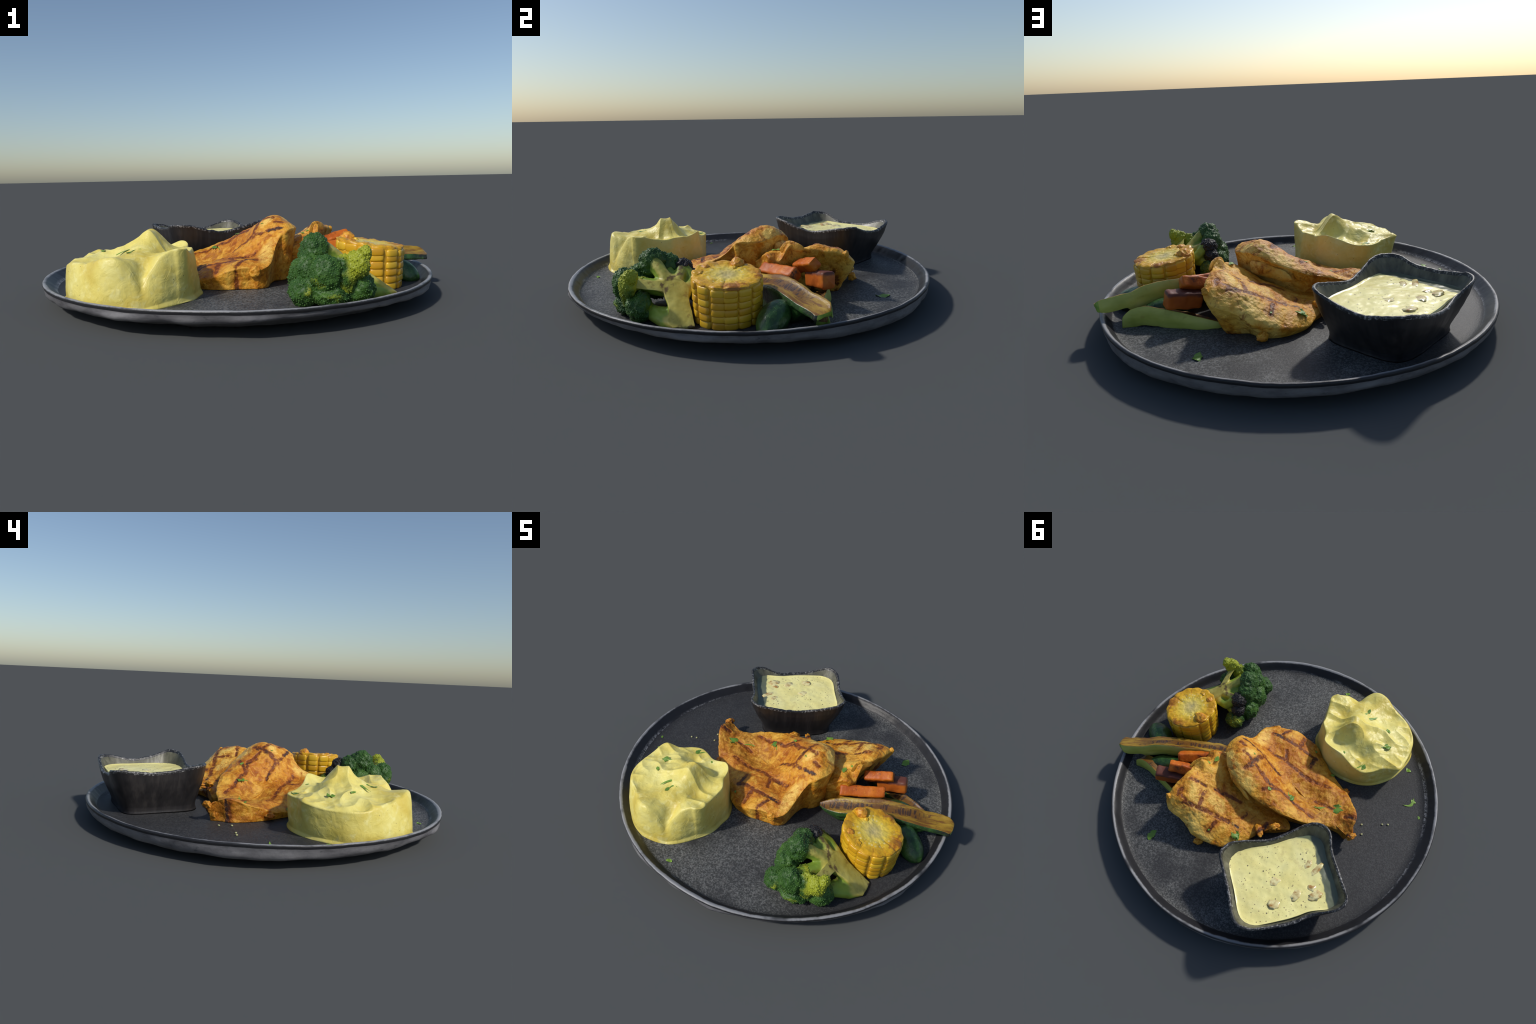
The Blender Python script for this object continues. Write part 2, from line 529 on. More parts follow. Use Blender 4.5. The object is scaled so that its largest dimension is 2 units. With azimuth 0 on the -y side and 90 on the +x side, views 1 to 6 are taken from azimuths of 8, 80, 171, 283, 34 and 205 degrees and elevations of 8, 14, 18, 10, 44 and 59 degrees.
    blob("chicken_scrap", (.14, -.345, .150), (.028, .018, .026), Euler((0, 0, .2)), mat, ob, 8, .4)

    outline2 = [(.374, .028, .285), (.405, .04, .275), (.418, .085, .255), (.418, .135, .325), (.43, .19, .325), (.438, .235, .315), (.464, .307, .305), (.476, .38, .298), (.485, .432, .268),
                (.45, .470, .240), (.365, .490, .205), (.325, .506, .18), (.273, .528, .152), (.187, .528, .132), (.109, .508, .115), (.03, .462, .10), (-.03, .38, .11),
                (-.10, .315, .135), (-.16, .285, .14), (-.21, .24, .115), (-.12, .17, .115), (.0, .14, .13), (.15, .07, .17), (.25, -.01, .20), (.325, .005, .255)]
    inner2 = [(.057, .424, .138), (.345, .085, .289), (.395, .15, .338), (.403, .283, .325), (.389, .411, .288), (.125, .368, .168), (.301, .302, .267), (.191, .441, .184),
              (.062, .291, .151), (.262, .256, .25), (.111, .243, .19), (.279, .462, .215), (.398, .19, .308), (.365, .35, .298), (.35, .2, .285), (.385, .115, .285), (-.06, .31, .135)]
    strokes2 = [(.013, [(.407, .283), (.316, .266)]), (.014, [(.262, .256), (.111, .243)]), (.016, [(.38, .415), (.263, .392), (.122, .377)]), (.013, [(.305, .30), (.299, .381)]),
                (.014, [(.185, .415), (.202, .477)]), (.015, [(.42, .351), (.424, .391)]), (.013, [(.066, .316), (.053, .283)]), (.014, [(-.051, .362), (-.079, .284)]), (.012, [(.40, .39), (.37, .40)])]
    dark2 = [(.010, [(.10, .375), (.06, .38)]), (.010, [(-.06, .36), (-.085, .29)])]
    pale2 = [(.06, [(.35, .30), (.30, .42)]), (.05, [(.25, .31), (.2, .33)]), (.04, [(.2, .5), (.32, .48)])]
    mat2 = chicken_material("grilled_chicken_skin_pale", strokes2, dark2, pale2, .03)

    def inset2(o):
        right = 1 / (1 + np.exp(-(o[:, 0] - .28) / .04))
        return .02 + .075 * right / (1 + np.exp(-(o[:, 1] - .14) / .03))

    ob2, H2 = slab("chicken_breast", (.18, .28), outline2, inner2, mat2, inset2, seed=9, edge=.011, rough=(.009, 13), fine=(.003, 50), dents=[(.335, .125, .02, -.02), (.279, .455, .02, -.004)])
    tag(ob2, "smaller grilled chicken breast with brown grill stripes", "chicken")
    blob("chicken_scrap", (.474, .416, .278), (.016, .016, .022), Euler((0, .5, 0)), mat2, ob2, 11, .4)
    blob("chicken_scrap", (.251, .529, .092), (.026, .02, .022), Euler((0, 0, .4)), mat2, ob2, 12, .4)
    blob("chicken_scrap", (-.128, .30, .165), (.034, .022, .018), Euler((0, .3, .7)), mat2, ob2, 13, .5)
    blob("chicken_scrap", (-.05, .335, .135), (.05, .022, .018), Euler((0, .2, -.9)), mat2, ob2, 14, .4)
    # curled flap at the top edge
    sp = spline([(.376, .112, .278), (.394, .14, .322), (.428, .175, .320), (.448, .21, .306)], 30, closed=False)
    tube("chicken_flap", sp, [(.007, .024), (.008, .024), (.007, .022), (.005, .012)], mat2, ob2, seed=15, amp=.2)
    return ob, ob2


def tube(name, sp, radii, mat, parent, seed=0, amp=0.1, N=40, freq=16, roll=0.0):
    """Swept elliptical tube along sampled spine; radii = (side, vertical) stations."""
    n = len(sp)
    R = np.stack([np.interp(np.linspace(0, 1, n), np.linspace(0, 1, len(radii)), [r[k] for r in radii]) for k in (0, 1)], 1)
    T = np.gradient(sp, axis=0)
    T /= np.linalg.norm(T, axis=1)[:, None]
    side = np.cross(T, [0, 0, 1])
    side /= np.linalg.norm(side, axis=1)[:, None] + 1e-9
    up = np.cross(side, T)
    a = np.linspace(0, 2 * math.pi, N, endpoint=False) + roll
    ends = np.sqrt(np.clip(1 - (np.abs(np.linspace(-1, 1, n)) - .82).clip(0) ** 2 / .18 ** 2, 0.02, 1))
    rings = []
    for i in range(n):
        ring = sp[i] + ends[i] * (np.cos(a)[:, None] * side[i] * R[i, 0] + np.sin(a)[:, None] * up[i] * R[i, 1])
        rings.append(ring)
    V, F = loft(rings)
    nrm = vertex_normals(V, F)
    cen = np.concatenate([sp[:1], sp, sp[-1:]]).repeat(N, 0)
    if ((V - cen) * nrm).sum(1).mean() < 0:
        F = F[:, ::-1]
        nrm = -nrm
    V = V + nrm * (amp * R.mean() * fbm(V, freq, 3, seed))[:, None]
    return add_object(name, mesh_from(name, V, F), parent, mat)


# ================================================================== MASHED POTATO
def build_mash():
    c = np.array((-.41, -.525))
    rim = [(-.113, -.616, .302), (-.122, -.555, .288), (-.135, -.469, .276), (-.139, -.422, .284), (-.176, -.365, .277), (-.194, -.302, .293), (-.235, -.272, .300),
           (-.315, -.264, .266), (-.36, -.248, .246), (-.42, -.220, .236), (-.471, -.212, .236), (-.52, -.235, .238), (-.581, -.285, .240), (-.668, -.312, .248), (-.688, -.40, .23),
           (-.692, -.527, .223), (-.662, -.609, .228), (-.60, -.675, .238), (-.505, -.731, .252), (-.449, -.775, .264), (-.397, -.792, .273), (-.35, -.787, .27), (-.315, -.770, .245),
           (-.288, -.766, .195), (-.268, -.757, .165), (-.247, -.735, .205), (-.209, -.697, .265), (-.166, -.66, .299), (-.138, -.65, .306)]
    base = [(-.104, -.5), (-.106, -.426), (-.16, -.337), (-.267, -.247), (-.408, -.222), (-.523, -.250), (-.61, -.32), (-.66, -.404), (-.692, -.556), (-.612, -.70), (-.485, -.798),
            (-.383, -.815), (-.239, -.774), (-.142, -.652), (-.107, -.571)]
    inner = [(-.319, -.489, .366), (-.33, -.42, .352), (-.387, -.574, .291), (-.557, -.431, .253), (-.526, -.531, .271), (-.46, -.396, .280), (-.195, -.45, .264), (-.23, -.35, .258),
             (-.27, -.345, .262), (-.301, -.735, .248), (-.265, -.707, .220), (-.29, -.655, .262), (-.487, -.55, .261), (-.514, -.597, .249), (-.567, -.605, .256), (-.354, -.313, .247), (-.215, -.60, .272), (-.38, -.70, .266), (-.25, -.53, .276), (-.45, -.66, .262), (-.61, -.55, .246),
             (-.42, -.31, .226), (-.355, -.33, .252), (-.275, -.45, .340), (-.60, -.36, .242), (-.30, -.56, .297), (-.40, -.45, .306), (-.24, -.48, .278), (-.36, -.50, .338)]
    N = 480
    ang, (rr, rz) = polar(rim, c, N)
    _, (rb,) = polar(base, c, N)
    H = Height([(p[0], p[1], p[2]) for p in rim] + inner)
    rows = []
    u = np.stack([np.cos(ang), np.sin(ang)], 1)
    for s in np.concatenate([np.linspace(.01, .9, 110), np.linspace(.9, 1, 16)[1:]]):
        xy = c + u * (rr * s)[:, None]
        z = H(xy)
        q = np.column_stack([xy, z * 0])
        # spooned folds: warped ridges
        warp = .045 * np.column_stack([pnoise(q, 6, 21), pnoise(q, 6, 22), 0 * z])
        ridge = (1 - np.abs(pnoise(q * (1, 1.5, 1) + warp * 1.6, 5.5, 23)) * 4).clip(0)
        ridge2 = (1 - np.abs(pnoise(q * (1.4, 1, 1) + warp * 1.2, 14, 26)) * 3.5).clip(0)
        fold = .013 * ridge ** 1.2 + .0015 * ridge2 - .009 + .016 * fbm(q + warp, 8, 2, 25)
        e = np.clip((s - .93) / .07, 0, 1)
        z = z + fold * (1 - e) - .010 * (1 - math.sqrt(max(0, 1 - e * e)))
        rows.append(np.column_stack([xy, z]))
    topz = rows[-1][:, 2]
    for t in np.linspace(0, 1, 50)[1:]:
        k = t ** .75
        r = rr + (rb - rr) * k + .004 * math.sin(t * math.pi) + (.012 * max(0, t - .9) / .1)
        z = topz + (FLOOR - topz) * t
        xy = c + u * r[:, None]
        rows.append(np.column_stack([xy, z]))
    V, F = loft(rows)
    n = vertex_normals(V, F)
    if n[N * 3:N * 6, 2].mean() < 0:
        F = F[:, ::-1]
        n = -n
    side = np.clip((.22 - V[:, 2]) / .04, 0, 1)
    V = V + n * (.0008 * fbm(V, 40, 2, 27) + side * .006 * fbm(V, 9, 2, 28))[:, None]
    m = Mat("mashed_potato_cream", 0.40, 0.4)
    big = m.noise(6, 4, .55)
    c1 = m.ramp(big, (0.32, (0.66, 0.51, 0.09)), (0.5, (0.75, 0.63, 0.155)), (0.7, (0.82, 0.73, 0.24)))
    c1 = m.mix(m.math("MULTIPLY", m.step(m.noise(22, 5, .6, dist=.6), .5, .75), .5), c1, (0.90, 0.85, 0.40))
    sp = m.math("MULTIPLY", m.step(m.voronoi(34), 0.085, 0.05), m.step(m.noise(12, 2, off=2), .48, .56))
    c1 = m.mix(m.math("MULTIPLY", sp, .85), c1, (0.10, 0.06, 0.03))
    m.color(c1)
    m.bump(m.noise(26, 4, .55, dist=.8), .45, .008)
    ob = add_object("mashed_potato", mesh_from("mashed_potato", V, F), None, m.m)
    tag(ob, "moulded mound of creamy mashed potato with swirled top", "mashed potato")
    return ob


# ================================================================== SAUCE BOWL
def build_bowl():
    root = empty("sauce_bowl", (0, 0, 0))
    tag(root, "square black ceramic bowl with flared corners holding creamy sauce", "bowl")
    c = np.array((-.312, .585))
    rim = [(.045, .611, .321), (.041, .579, .322), (.026, .542, .316), (-.012, .508, .306), (-.074, .466, .288), (-.128, .434, .275), (-.172, .400, .270), (-.221, .353, .281),
           (-.273, .304, .297), (-.308, .272, .311), (-.350, .245, .320), (-.390, .236, .322), (-.433, .245, .322), (-.463, .272, .318), (-.480, .307, .310), (-.496, .338, .302),
           (-.528, .382, .294), (-.571, .432, .291), (-.615, .488, .295), (-.648, .529, .300), (-.668, .557, .308), (-.673, .590, .304), (-.658, .626, .300), (-.622, .657, .289),
           (-.574, .681, .268), (-.532, .708, .256), (-.491, .753, .251), (-.442, .798, .251), (-.390, .836, .257), (-.339, .873, .272), (-.288, .908, .292), (-.249, .921, .300),
           (-.212, .920, .301), (-.177, .902, .296), (-.144, .868, .285), (-.114, .825, .272), (-.078, .774, .270), (-.043, .731, .279), (-.007, .687, .291), (.035, .636, .314)]
    rim = rim[::-1]
    N = 420
    out = spline(rim, N)
    V2 = out[:, :2] - c
    q = np.column_stack([out[:, :2], 0 * out[:, 2]])
    zr = out[:, 2] + .0035 * pnoise(q, 22, 31) + .002 * pnoise(q, 60, 32)
    ln = np.linalg.norm(V2, axis=1)[:, None]
    u = V2 / ln
    # smooth superellipse-like footprint for the body
    soft = np.array([np.roll(V2, k, 0) for k in range(-24, 25)]).mean(0)
    rows = []
    thick = .017
    base_s = .80

    def level(z, s, mixin):
        """ring at height z scaled by s; mixin = 0 keeps rim shape, 1 uses the softened footprint."""
        return np.column_stack([c + (V2 * (1 - mixin) + soft * mixin) * s, z])
    # bottom, outer wall going up
    for t in np.linspace(0, 1, 34):
        z = FLOOR + (zr - .006 - FLOOR) * t
        s = float(np.interp(t, [0, .06, .15, .3, .45, .6, .8, 1], [.765, .755, .765, .815, .87, .92, .97, 1]))
        ring = level(z, s, (1 - t) ** .7)
        ring[:, :2] += np.array((.6, -.8)) * (.05 * (1 - t) ** 1.3 * np.clip(u @ np.array((.6, -.8)), 0, 1))[:, None]
        rows.append(ring)
    n_out = len(rows)
    for a in np.linspace(0, math.pi, 12)[1:-1]:      # rounded lip
        off = thick * .5 * (1 - math.cos(a))
        rows.append(np.column_stack([c + V2 - u * off, zr - .006 + .0085 * math.sin(a)]))
    n_rim = len(rows)
    inner0 = V2 - u * thick
    for t in np.linspace(0, 1, 26):
        z = zr - .006 + (.215 - zr + .006) * t
        s = 1 - .14 * t
        rows.append(np.column_stack([c + (inner0 * (1 - .5 * t) + (soft * .95) * .5 * t) * s, z]))
    V, F = loft(rows)
    nn = vertex_normals(V, F)
    mid = slice(N * 10, N * 14)
    if (nn[mid, :2] * (V[mid, :2] - c)).sum() < 0:
        F, nn = F[:, ::-1], -nn
    flute = pnoise(np.column_stack([V[:, :2] * 1.0, V[:, 2] * .06]), 55, 33)
    V = V + nn * (.0022 * fbm(V, 26, 2, 34) + .0018 * flute)[:, None]
    rid = F.min(1) // N - 1
    lab = np.where(rid < n_out - 2, 0, np.where(rid < n_rim + 2, 1, 2))
    m = Mat("bowl_outer_glaze", .42, .45)
    st = m.noise(30, 4, .6, co=m.scaled((1, 1, .08)))
    cc = m.ramp(st, (.3, (.014, .013, .014)), (.55, (.028, .025, .025)), (.8, (.055, .048, .044)))
    m.color(cc)
    m.bump(st, .3, .005)
    outer_m = m.m
    m = Mat("bowl_lip_glaze", .4, .5)
    chip = m.noise(75, 5, .7)
    m.color(m.mix(m.math("MULTIPLY", m.step(chip, .48, .66), m.step(m.noise(12, 3, .6), .32, .55)), (.020, .020, .022), (.32, .31, .30)))  # grey-white flecks coloured in for the highlight along the rim
    m.bump(chip, .35, .005)
    lip_m = m.m
    m = Mat("bowl_inner_glaze", .4, .5)
    st = m.noise(28, 4, .6, co=m.scaled((1, 1, .12)))
    m.color(m.ramp(st, (.3, (.055, .052, .035)), (.55, (.115, .11, .075)), (.8, (.20, .19, .135))))
    m.bump(st, .25, .004)
    split_parts(V, F, lab, ["bowl_wall", "bowl_rim", "bowl_interior"], [outer_m, lip_m, m.m], root, nn)

    # sauce surface
    zs = .243
    rows = []
    footprint = (inner0 * .70 + soft * .95 * .30)
    for s in np.linspace(.01, 1, 90):
        xy = c + footprint * (.925 * s)
        qq = np.column_stack([xy, 0 * xy[:, 0]])
        z = zs + .0055 * fbm(qq, 11, 3, 41) * min(1, (1.02 - s) * 8) + .004 * max(0, (s - .93) / .07) ** 2
        rows.append(np.column_stack([xy, z]))
    rows.append(np.column_stack([c + footprint * .915, np.full(N, zs - .02)]))
    V, F = loft(rows, True, False)
    if vertex_normals(V, F)[N * 3:N * 8, 2].mean() < 0:
        F = F[:, ::-1]
    m = Mat("cream_sauce", .3, .5)
    big = m.noise(8, 4)
    base = m.ramp(big, (.3, (.86, .76, .28)), (.55, (.93, .85, .35)), (.8, (.96, .90, .43)))
    base = m.mix(m.math("MULTIPLY", m.step(m.noise(5, 3, off=4), .55, .7), .40), base, (.70, .64, .31))
    blot = m.step(m.noise(19, 3, .6, off=11), .60, .72)
    base = m.mix(m.math("MULTIPLY", blot, .30), base, (.50, .38, .16))
    d1 = m.math("MULTIPLY", m.step(m.voronoi(52), .22, .12), m.step(m.noise(17, 2, off=1), .44, .52))
    d2 = m.math("MULTIPLY", m.step(m.voronoi(110, co=m.scaled((1, 1.2, 1))), .2, .1), m.step(m.noise(12, 2, off=7), .42, .52))
    d3 = m.math("MULTIPLY", m.step(m.voronoi(30), .16, .10), m.step(m.noise(11, 2, off=9), .50, .54))
    base = m.mix(m.math("MULTIPLY", d2, .6), base, (.42, .25, .10))
    base = m.mix(m.math("MULTIPLY", d1, .8), base, (.20, .13, .075))
    base = m.mix(m.math("MULTIPLY", d3, .85), base, (.07, .055, .05))
    # thin drained film left along one wall
    nd = Vector((-.173, -.12, 0)).normalized()
    along = m.vmath("DOT_PRODUCT", m.vmath("SUBTRACT", m.co, (c[0], c[1], 0)), tuple(nd))
    along = m.math("ADD", along, m.math("MULTIPLY", m.math("SUBTRACT", m.noise(14, 2), .5), .045))
    film = m.step(along, .196, .206)
    m.color(m.mix(film, base, (.145, .165, .105)))
    m.bump(m.noise(40, 4), .2, .005)
    sauce = add_object("sauce", mesh_from("sauce", V, F), root, m.m)
    m = Mat("mushroom_glossy", .18, .6)
    m.color(m.ramp(m.noise(40, 3), (.3, (.42, .22, .06)), (.46, (.68, .54, .24)), (.62, (.84, .76, .38))))
    mush = m.m
    for (x, y, a, b, r) in [(-.442, .471, .045, .016, 1.0), (-.49, .591, .034, .02, .2), (-.394, .627, .03, .024, .5), (-.32, .718, .03, .02, -.3), (-.267, .615, .032, .016, .4), (-.40, .46, .03, .012, 1.2), (-.47, .56, .02, .014, -.5)]:
        blob("mushroom_piece", (x, y, zs - .0062), (a * 1.3, b * 2.0, .0085), Euler((.15, .1, r)), mush, sauce, int(abs(x * 900)), .5, 3)


# ================================================================== CORN
def build_corn():
    root = empty("corn_cob", (.674, -.2, FLOOR))
    tag(root, "short cut of grilled yellow corn on the cob", "corn")
    rows_n, layers = 14, 6
    R, Hh = .153, .206
    bpy.context.view_layer.update()
    shear = -.14                       # the cut top slopes toward +x

    def ztop(x, y):
        return Hh + shear * x - .02 * y
    # kernel material
    m = Mat("corn_kernel_yellow", .3, .55)
    rnd = m.node("ObjectInfo").outputs["Random"]
    c = m.ramp(rnd, (0, (.56, .28, .008)), (.5, (.66, .36, .012)), (1, (.74, .45, .024)))
    c = m.mix(m.math("MULTIPLY", m.step(m.noise(30, 3), .5, .75), .4), c, (.80, .56, .07))
    c = m.mix(m.math("MULTIPLY", m.step(m.noise(11, 3, off=2), .62, .74), .55), c, (.45, .17, .015))
    m.color(c)
    m.set(Subsurface_Weight=0.12, Subsurface_Radius=(0.02, 0.012, 0.002), Subsurface_Scale=0.3)
    m.bump(m.noise(60, 3), .12, .003)
    km = m.m
    m = Mat("corn_kernel_toasted", .45, .4)
    m.color(m.ramp(m.noise(55, 4), (.3, (.30, .10, .012)), (.5, (.62, .26, .02)), (.75, (.80, .48, .05))))
    toast = m.m
    m = Mat("corn_core", .6, .3)
    m.color(m.mix(m.noise(30, 3), (.50, .26, .02), (.66, .38, .03)))
    core_m = m.m
    # inner core
    th = np.linspace(0, 2 * math.pi, 90, endpoint=False)
    rings = []
    for t in np.linspace(0, 1, 8):
        r = R * .985 * (0.95 + .05 * t)
        x, y = r * np.cos(th), r * np.sin(th)
        rings.append(np.column_stack([x, y, (ztop(x, y) - .012) * t]))
    V, F = loft(rings)
    add_object("core", mesh_from("core", V, F), root, core_m)
    # one kernel mesh: rounded pillow, local x = outward, y = along the ring, z = up
    nu, nv = 22, 14
    pts = []
    for i in range(nv + 1):
        ph = math.pi * (i / nv - .5)
        for j in range(nu):
            a = 2 * math.pi * j / nu
            cp, sp_ = math.cos(ph), math.sin(ph)
            sg = lambda v, e: math.copysign(abs(v) ** e, v)
            pts.append((sg(cp, .5) * sg(math.cos(a), .65), sg(cp, .5) * sg(math.sin(a), .55), sg(sp_, .5)))
    kme = mesh_from("kernel", np.array(pts), grid_faces(nv + 1, nu))
    kme.materials.append(km)
    for i in range(rows_n):
        a = 2 * math.pi * (i + .15 * random.uniform(-1, 1)) / rows_n
        x, y = math.cos(a), math.sin(a)
        hgt = ztop(R * x, R * y)
        step = hgt / layers
        for k in range(layers):
            ob = add_object("kernel", kme, root)
            t = (k + .5) / layers
            rad = R * (.90 + .06 * t) + random.uniform(-.0015, .0015)
            z = step * (k + .5) + (random.uniform(-.002, .002) if 0 < k < layers - 1 else 0) - (.008 if k == layers - 1 else 0)
            ob.location = (rad * x * .965, rad * y * .965, z)
            ob.rotation_euler = (0, -.08 if k < layers - 1 else -.05, a)
            w = math.pi * R * .96 / rows_n
            ob.scale = (.020, w * random.uniform(.98, 1.03), step * random.uniform(.56, .62))
    # cut top: ring of sliced kernels around pale pith
    ringsS = np.linspace(.02, 1, 60)
    N = 300
    th = np.linspace(0, 2 * math.pi, N, endpoint=False)
    rows = []
    for s in ringsS:
        r = R * 1.02 * s * (1 + (.018 * np.cos(rows_n * th) if s > .8 else 0))
        x, y = r * np.cos(th), r * np.sin(th)
        pet = np.abs(np.cos(rows_n * th / 2)) ** .6
        hgt = np.interp(s, [0, .25, .38, .5, .8, .93, 1], [.002, .002, .004, .005, .006, .006, .002])
        amp = np.interp(s, [0, .33, .5, .85, 1], [0, 0, .005, .007, .006])
        q = np.column_stack([x, y, 0 * x])
        z = ztop(x, y) + hgt + amp * (pet - .6) * (.6 + 1.2 * pnoise(q, 12, 57)) + .006 * fbm(q, 26, 3, 52) + .010 * pnoise(q, 9, 53) * (s > .5) * (s - .5) * 2
        rows.append(np.column_stack([x, y, z]))
    x, y = rows[-1][:, 0], rows[-1][:, 1]
    rows.append(np.column_stack([x * .97, y * .97, rows[-1][:, 2] - .02]))
    V, F = loft(rows, True, False)
    if vertex_normals(V, F)[N * 3:N * 9, 2].mean() < 0:
        F = F[:, ::-1]
    m = Mat("corn_cut_face", .4, .45)
    r = m.vmath("LENGTH", m.vmath("MULTIPLY", m.co, (1, 1, 0)))
    rn = m.math("ADD", r, m.math("MULTIPLY", m.math("SUBTRACT", m.noise(35, 3), .5), .035))
    c = m.ramp(m.math("MULTIPLY", rn, 1 / R), (.0, (.58, .47, .19)), (.26, (.64, .50, .13)), (.40, (.74, .56, .09)), (.60, (.74, .48, .035)), (.86, (.68, .37, .012)))
    ang = m.node("Math", operation="ARCTAN2")
    xx, yy, zz = m.xyz(m.vmath("ADD", m.co, m.vmath("MULTIPLY", m.vmath("SUBTRACT", m.noise(22, 3, color=True), (.5, .5, .5)), (.035, .035, 0))))
    m.link(ang.inputs[0], yy)
    m.link(ang.inputs[1], xx)
    gap = m.step(m.math("ABSOLUTE", m.math("COSINE", m.math("MULTIPLY", ang.outputs[0], rows_n / 2))), .24, .04)
    gap = m.math("MULTIPLY", gap, m.step(r, R * .38, R * .6))
    c = m.mix(m.math("MULTIPLY", m.math("MULTIPLY", gap, m.step(m.noise(15, 2, off=8), .38, .6)), .6), c, (.46, .19, .010))
    germ = m.math("MULTIPLY", m.step(m.voronoi(48), .34, .2), m.math("MULTIPLY", m.step(r, R * .36, R * .46), m.step(r, R * .78, R * .62)))
    c = m.mix(m.math("MULTIPLY", germ, .55), c, (.84, .74, .34))
    tst = m.math("MULTIPLY", m.step(m.noise(13, 5, .7), .44, .58), m.step(rn, R * .48, R * .85))
    right = m.step(m.math("ADD", xx, m.math("MULTIPLY", yy, .4)), -.02, .09)
    tst = m.math("MULTIPLY", tst, m.math("ADD", m.math("MULTIPLY", right, .6), .35))
    c = m.mix(tst, c, (.34, .115, .010))
    m.color(c)
    m.set(Subsurface_Weight=0.1, Subsurface_Radius=(0.02, 0.012, 0.002), Subsurface_Scale=0.3)
    m.bump(m.noise(70, 4), .3, .004)
    add_object("cut_face", mesh_from("cut_face", V, F), root, m.m)
    # toasted kernels standing proud of the cut
    def proud(x, y, dz, size, mat, seed):
        blob("kernel", (x, y, ztop(x, y) + dz), size, Euler((.15, .2, math.atan2(y, x))), mat, root, seed, .35, 4)
    proud(-.105, .062, .002, (.036, .034, .032), toast, 1)
    proud(-.068, .044, -.002, (.020, .016, .014), km, 2)
    proud(-.09, -.09, -.006, (.026, .024, .020), toast, 3)
    proud(-.03, -.125, -.008, (.028, .026, .018), km, 4)
    proud(.075, .105, -.010, (.026, .026, .018), km, 5)


# ================================================================== CARROTS
def build_carrots():
    m = Mat("roasted_carrot", .48, .3)
    rnd = m.node("ObjectInfo").outputs["Random"]
    b = m.noise(9, 4, .6)
    c = m.ramp(b, (.3, (.28, .050, .005)), (.52, (.48, .105, .008)), (.8, (.64, .185, .014)))
    c = m.mix(m.math("MULTIPLY", m.step(m.noise(60, 3), .55, .75), .4), c, (.84, .36, .06))
    blk = m.math("MULTIPLY", m.step(m.noise(16, 5, .65, off=3), .58, .68), .85)
    c = m.mix(blk, c, (.05, .022, .016))
    m.color(c)
    m.bump(m.noise(50, 4), .3, .005)
    cm = m.m
    m = Mat("roasted_carrot_charred", .5, .3)
    z = m.xyz()[2]
    b = m.noise(9, 4, .6)
    c = m.ramp(b, (.3, (.30, .060, .010)), (.6, (.48, .115, .014)), (.85, (.60, .19, .02)))
    top = m.step(m.math("ADD", z, m.math("MULTIPLY", m.math("SUBTRACT", m.noise(20, 3), .5), .03)), .018, .034)
    c = m.mix(m.math("MULTIPLY", top, .85), c, (.075, .030, .030))
    m.color(c)
    m.bump(m.noise(50, 4), .3, .005)
    dm = m.m
    m = Mat("carrot_end", .42, .45)
    m.color(m.mix(m.noise(20, 3), (.52, .13, .012), (.70, .22, .025)))

    def stick(end, back, w, h, roll, mat, seed):
        """Bevelled stick whose visible end face is centred on `end`."""
        e, k = Vector(end), Vector(back)
        L = (e - k).length
        n = 24
        cs = []
        for s in range(36):       # rounded-rectangle section
            a = 2 * math.pi * s / 36 + .01
            ca, sa = math.cos(a), math.sin(a)
            ex = .42
            cs.append((math.copysign(abs(ca) ** ex, ca) * w / 2, math.copysign(abs(sa) ** ex, sa) * h / 2))
        cs = np.array(cs)
        rings = []
        stations = np.concatenate([[0, .004, .01], np.linspace(.02, L - .014, n), [L - .008, L - .003, L]])
        for x in stations:
            d = min(x, L - x)
            f = 1 - .14 * max(0, 1 - d / .012) ** 2
            rings.append(np.column_stack([np.full(36, x), cs[:, 0] * f, cs[:, 1] * f]))
        V, F = loft(rings)
        nn = vertex_normals(V, F)
        if (nn[:, 1:] * V[:, 1:]).sum() < 0:
            F, nn = F[:, ::-1], -nn
        V = V + nn * (.008 * fbm(V + seed, 14, 3, seed))[:, None]
        ob = add_object("carrot_stick", mesh_from("carrot_stick", V, F), None, mat)
        q = (e - k).to_track_quat("X", "Z")
        ob.matrix_world = Matrix.Translation(k) @ q.to_matrix().to_4x4() @ Matrix.Rotation(roll, 4, "X")
        tag(ob, "roasted orange carrot stick with browned edges", "carrot")
    stick((.583, .230, .268), (.43, .182, .225), .058, .062, .62, cm, 1)
    stick((.584, .134, .220), (.36, .018, .196), .066, .064, .72, cm, 2)
    stick((.655, .276, .208), (.50, .228, .178), .072, .084, -.08, dm, 3)


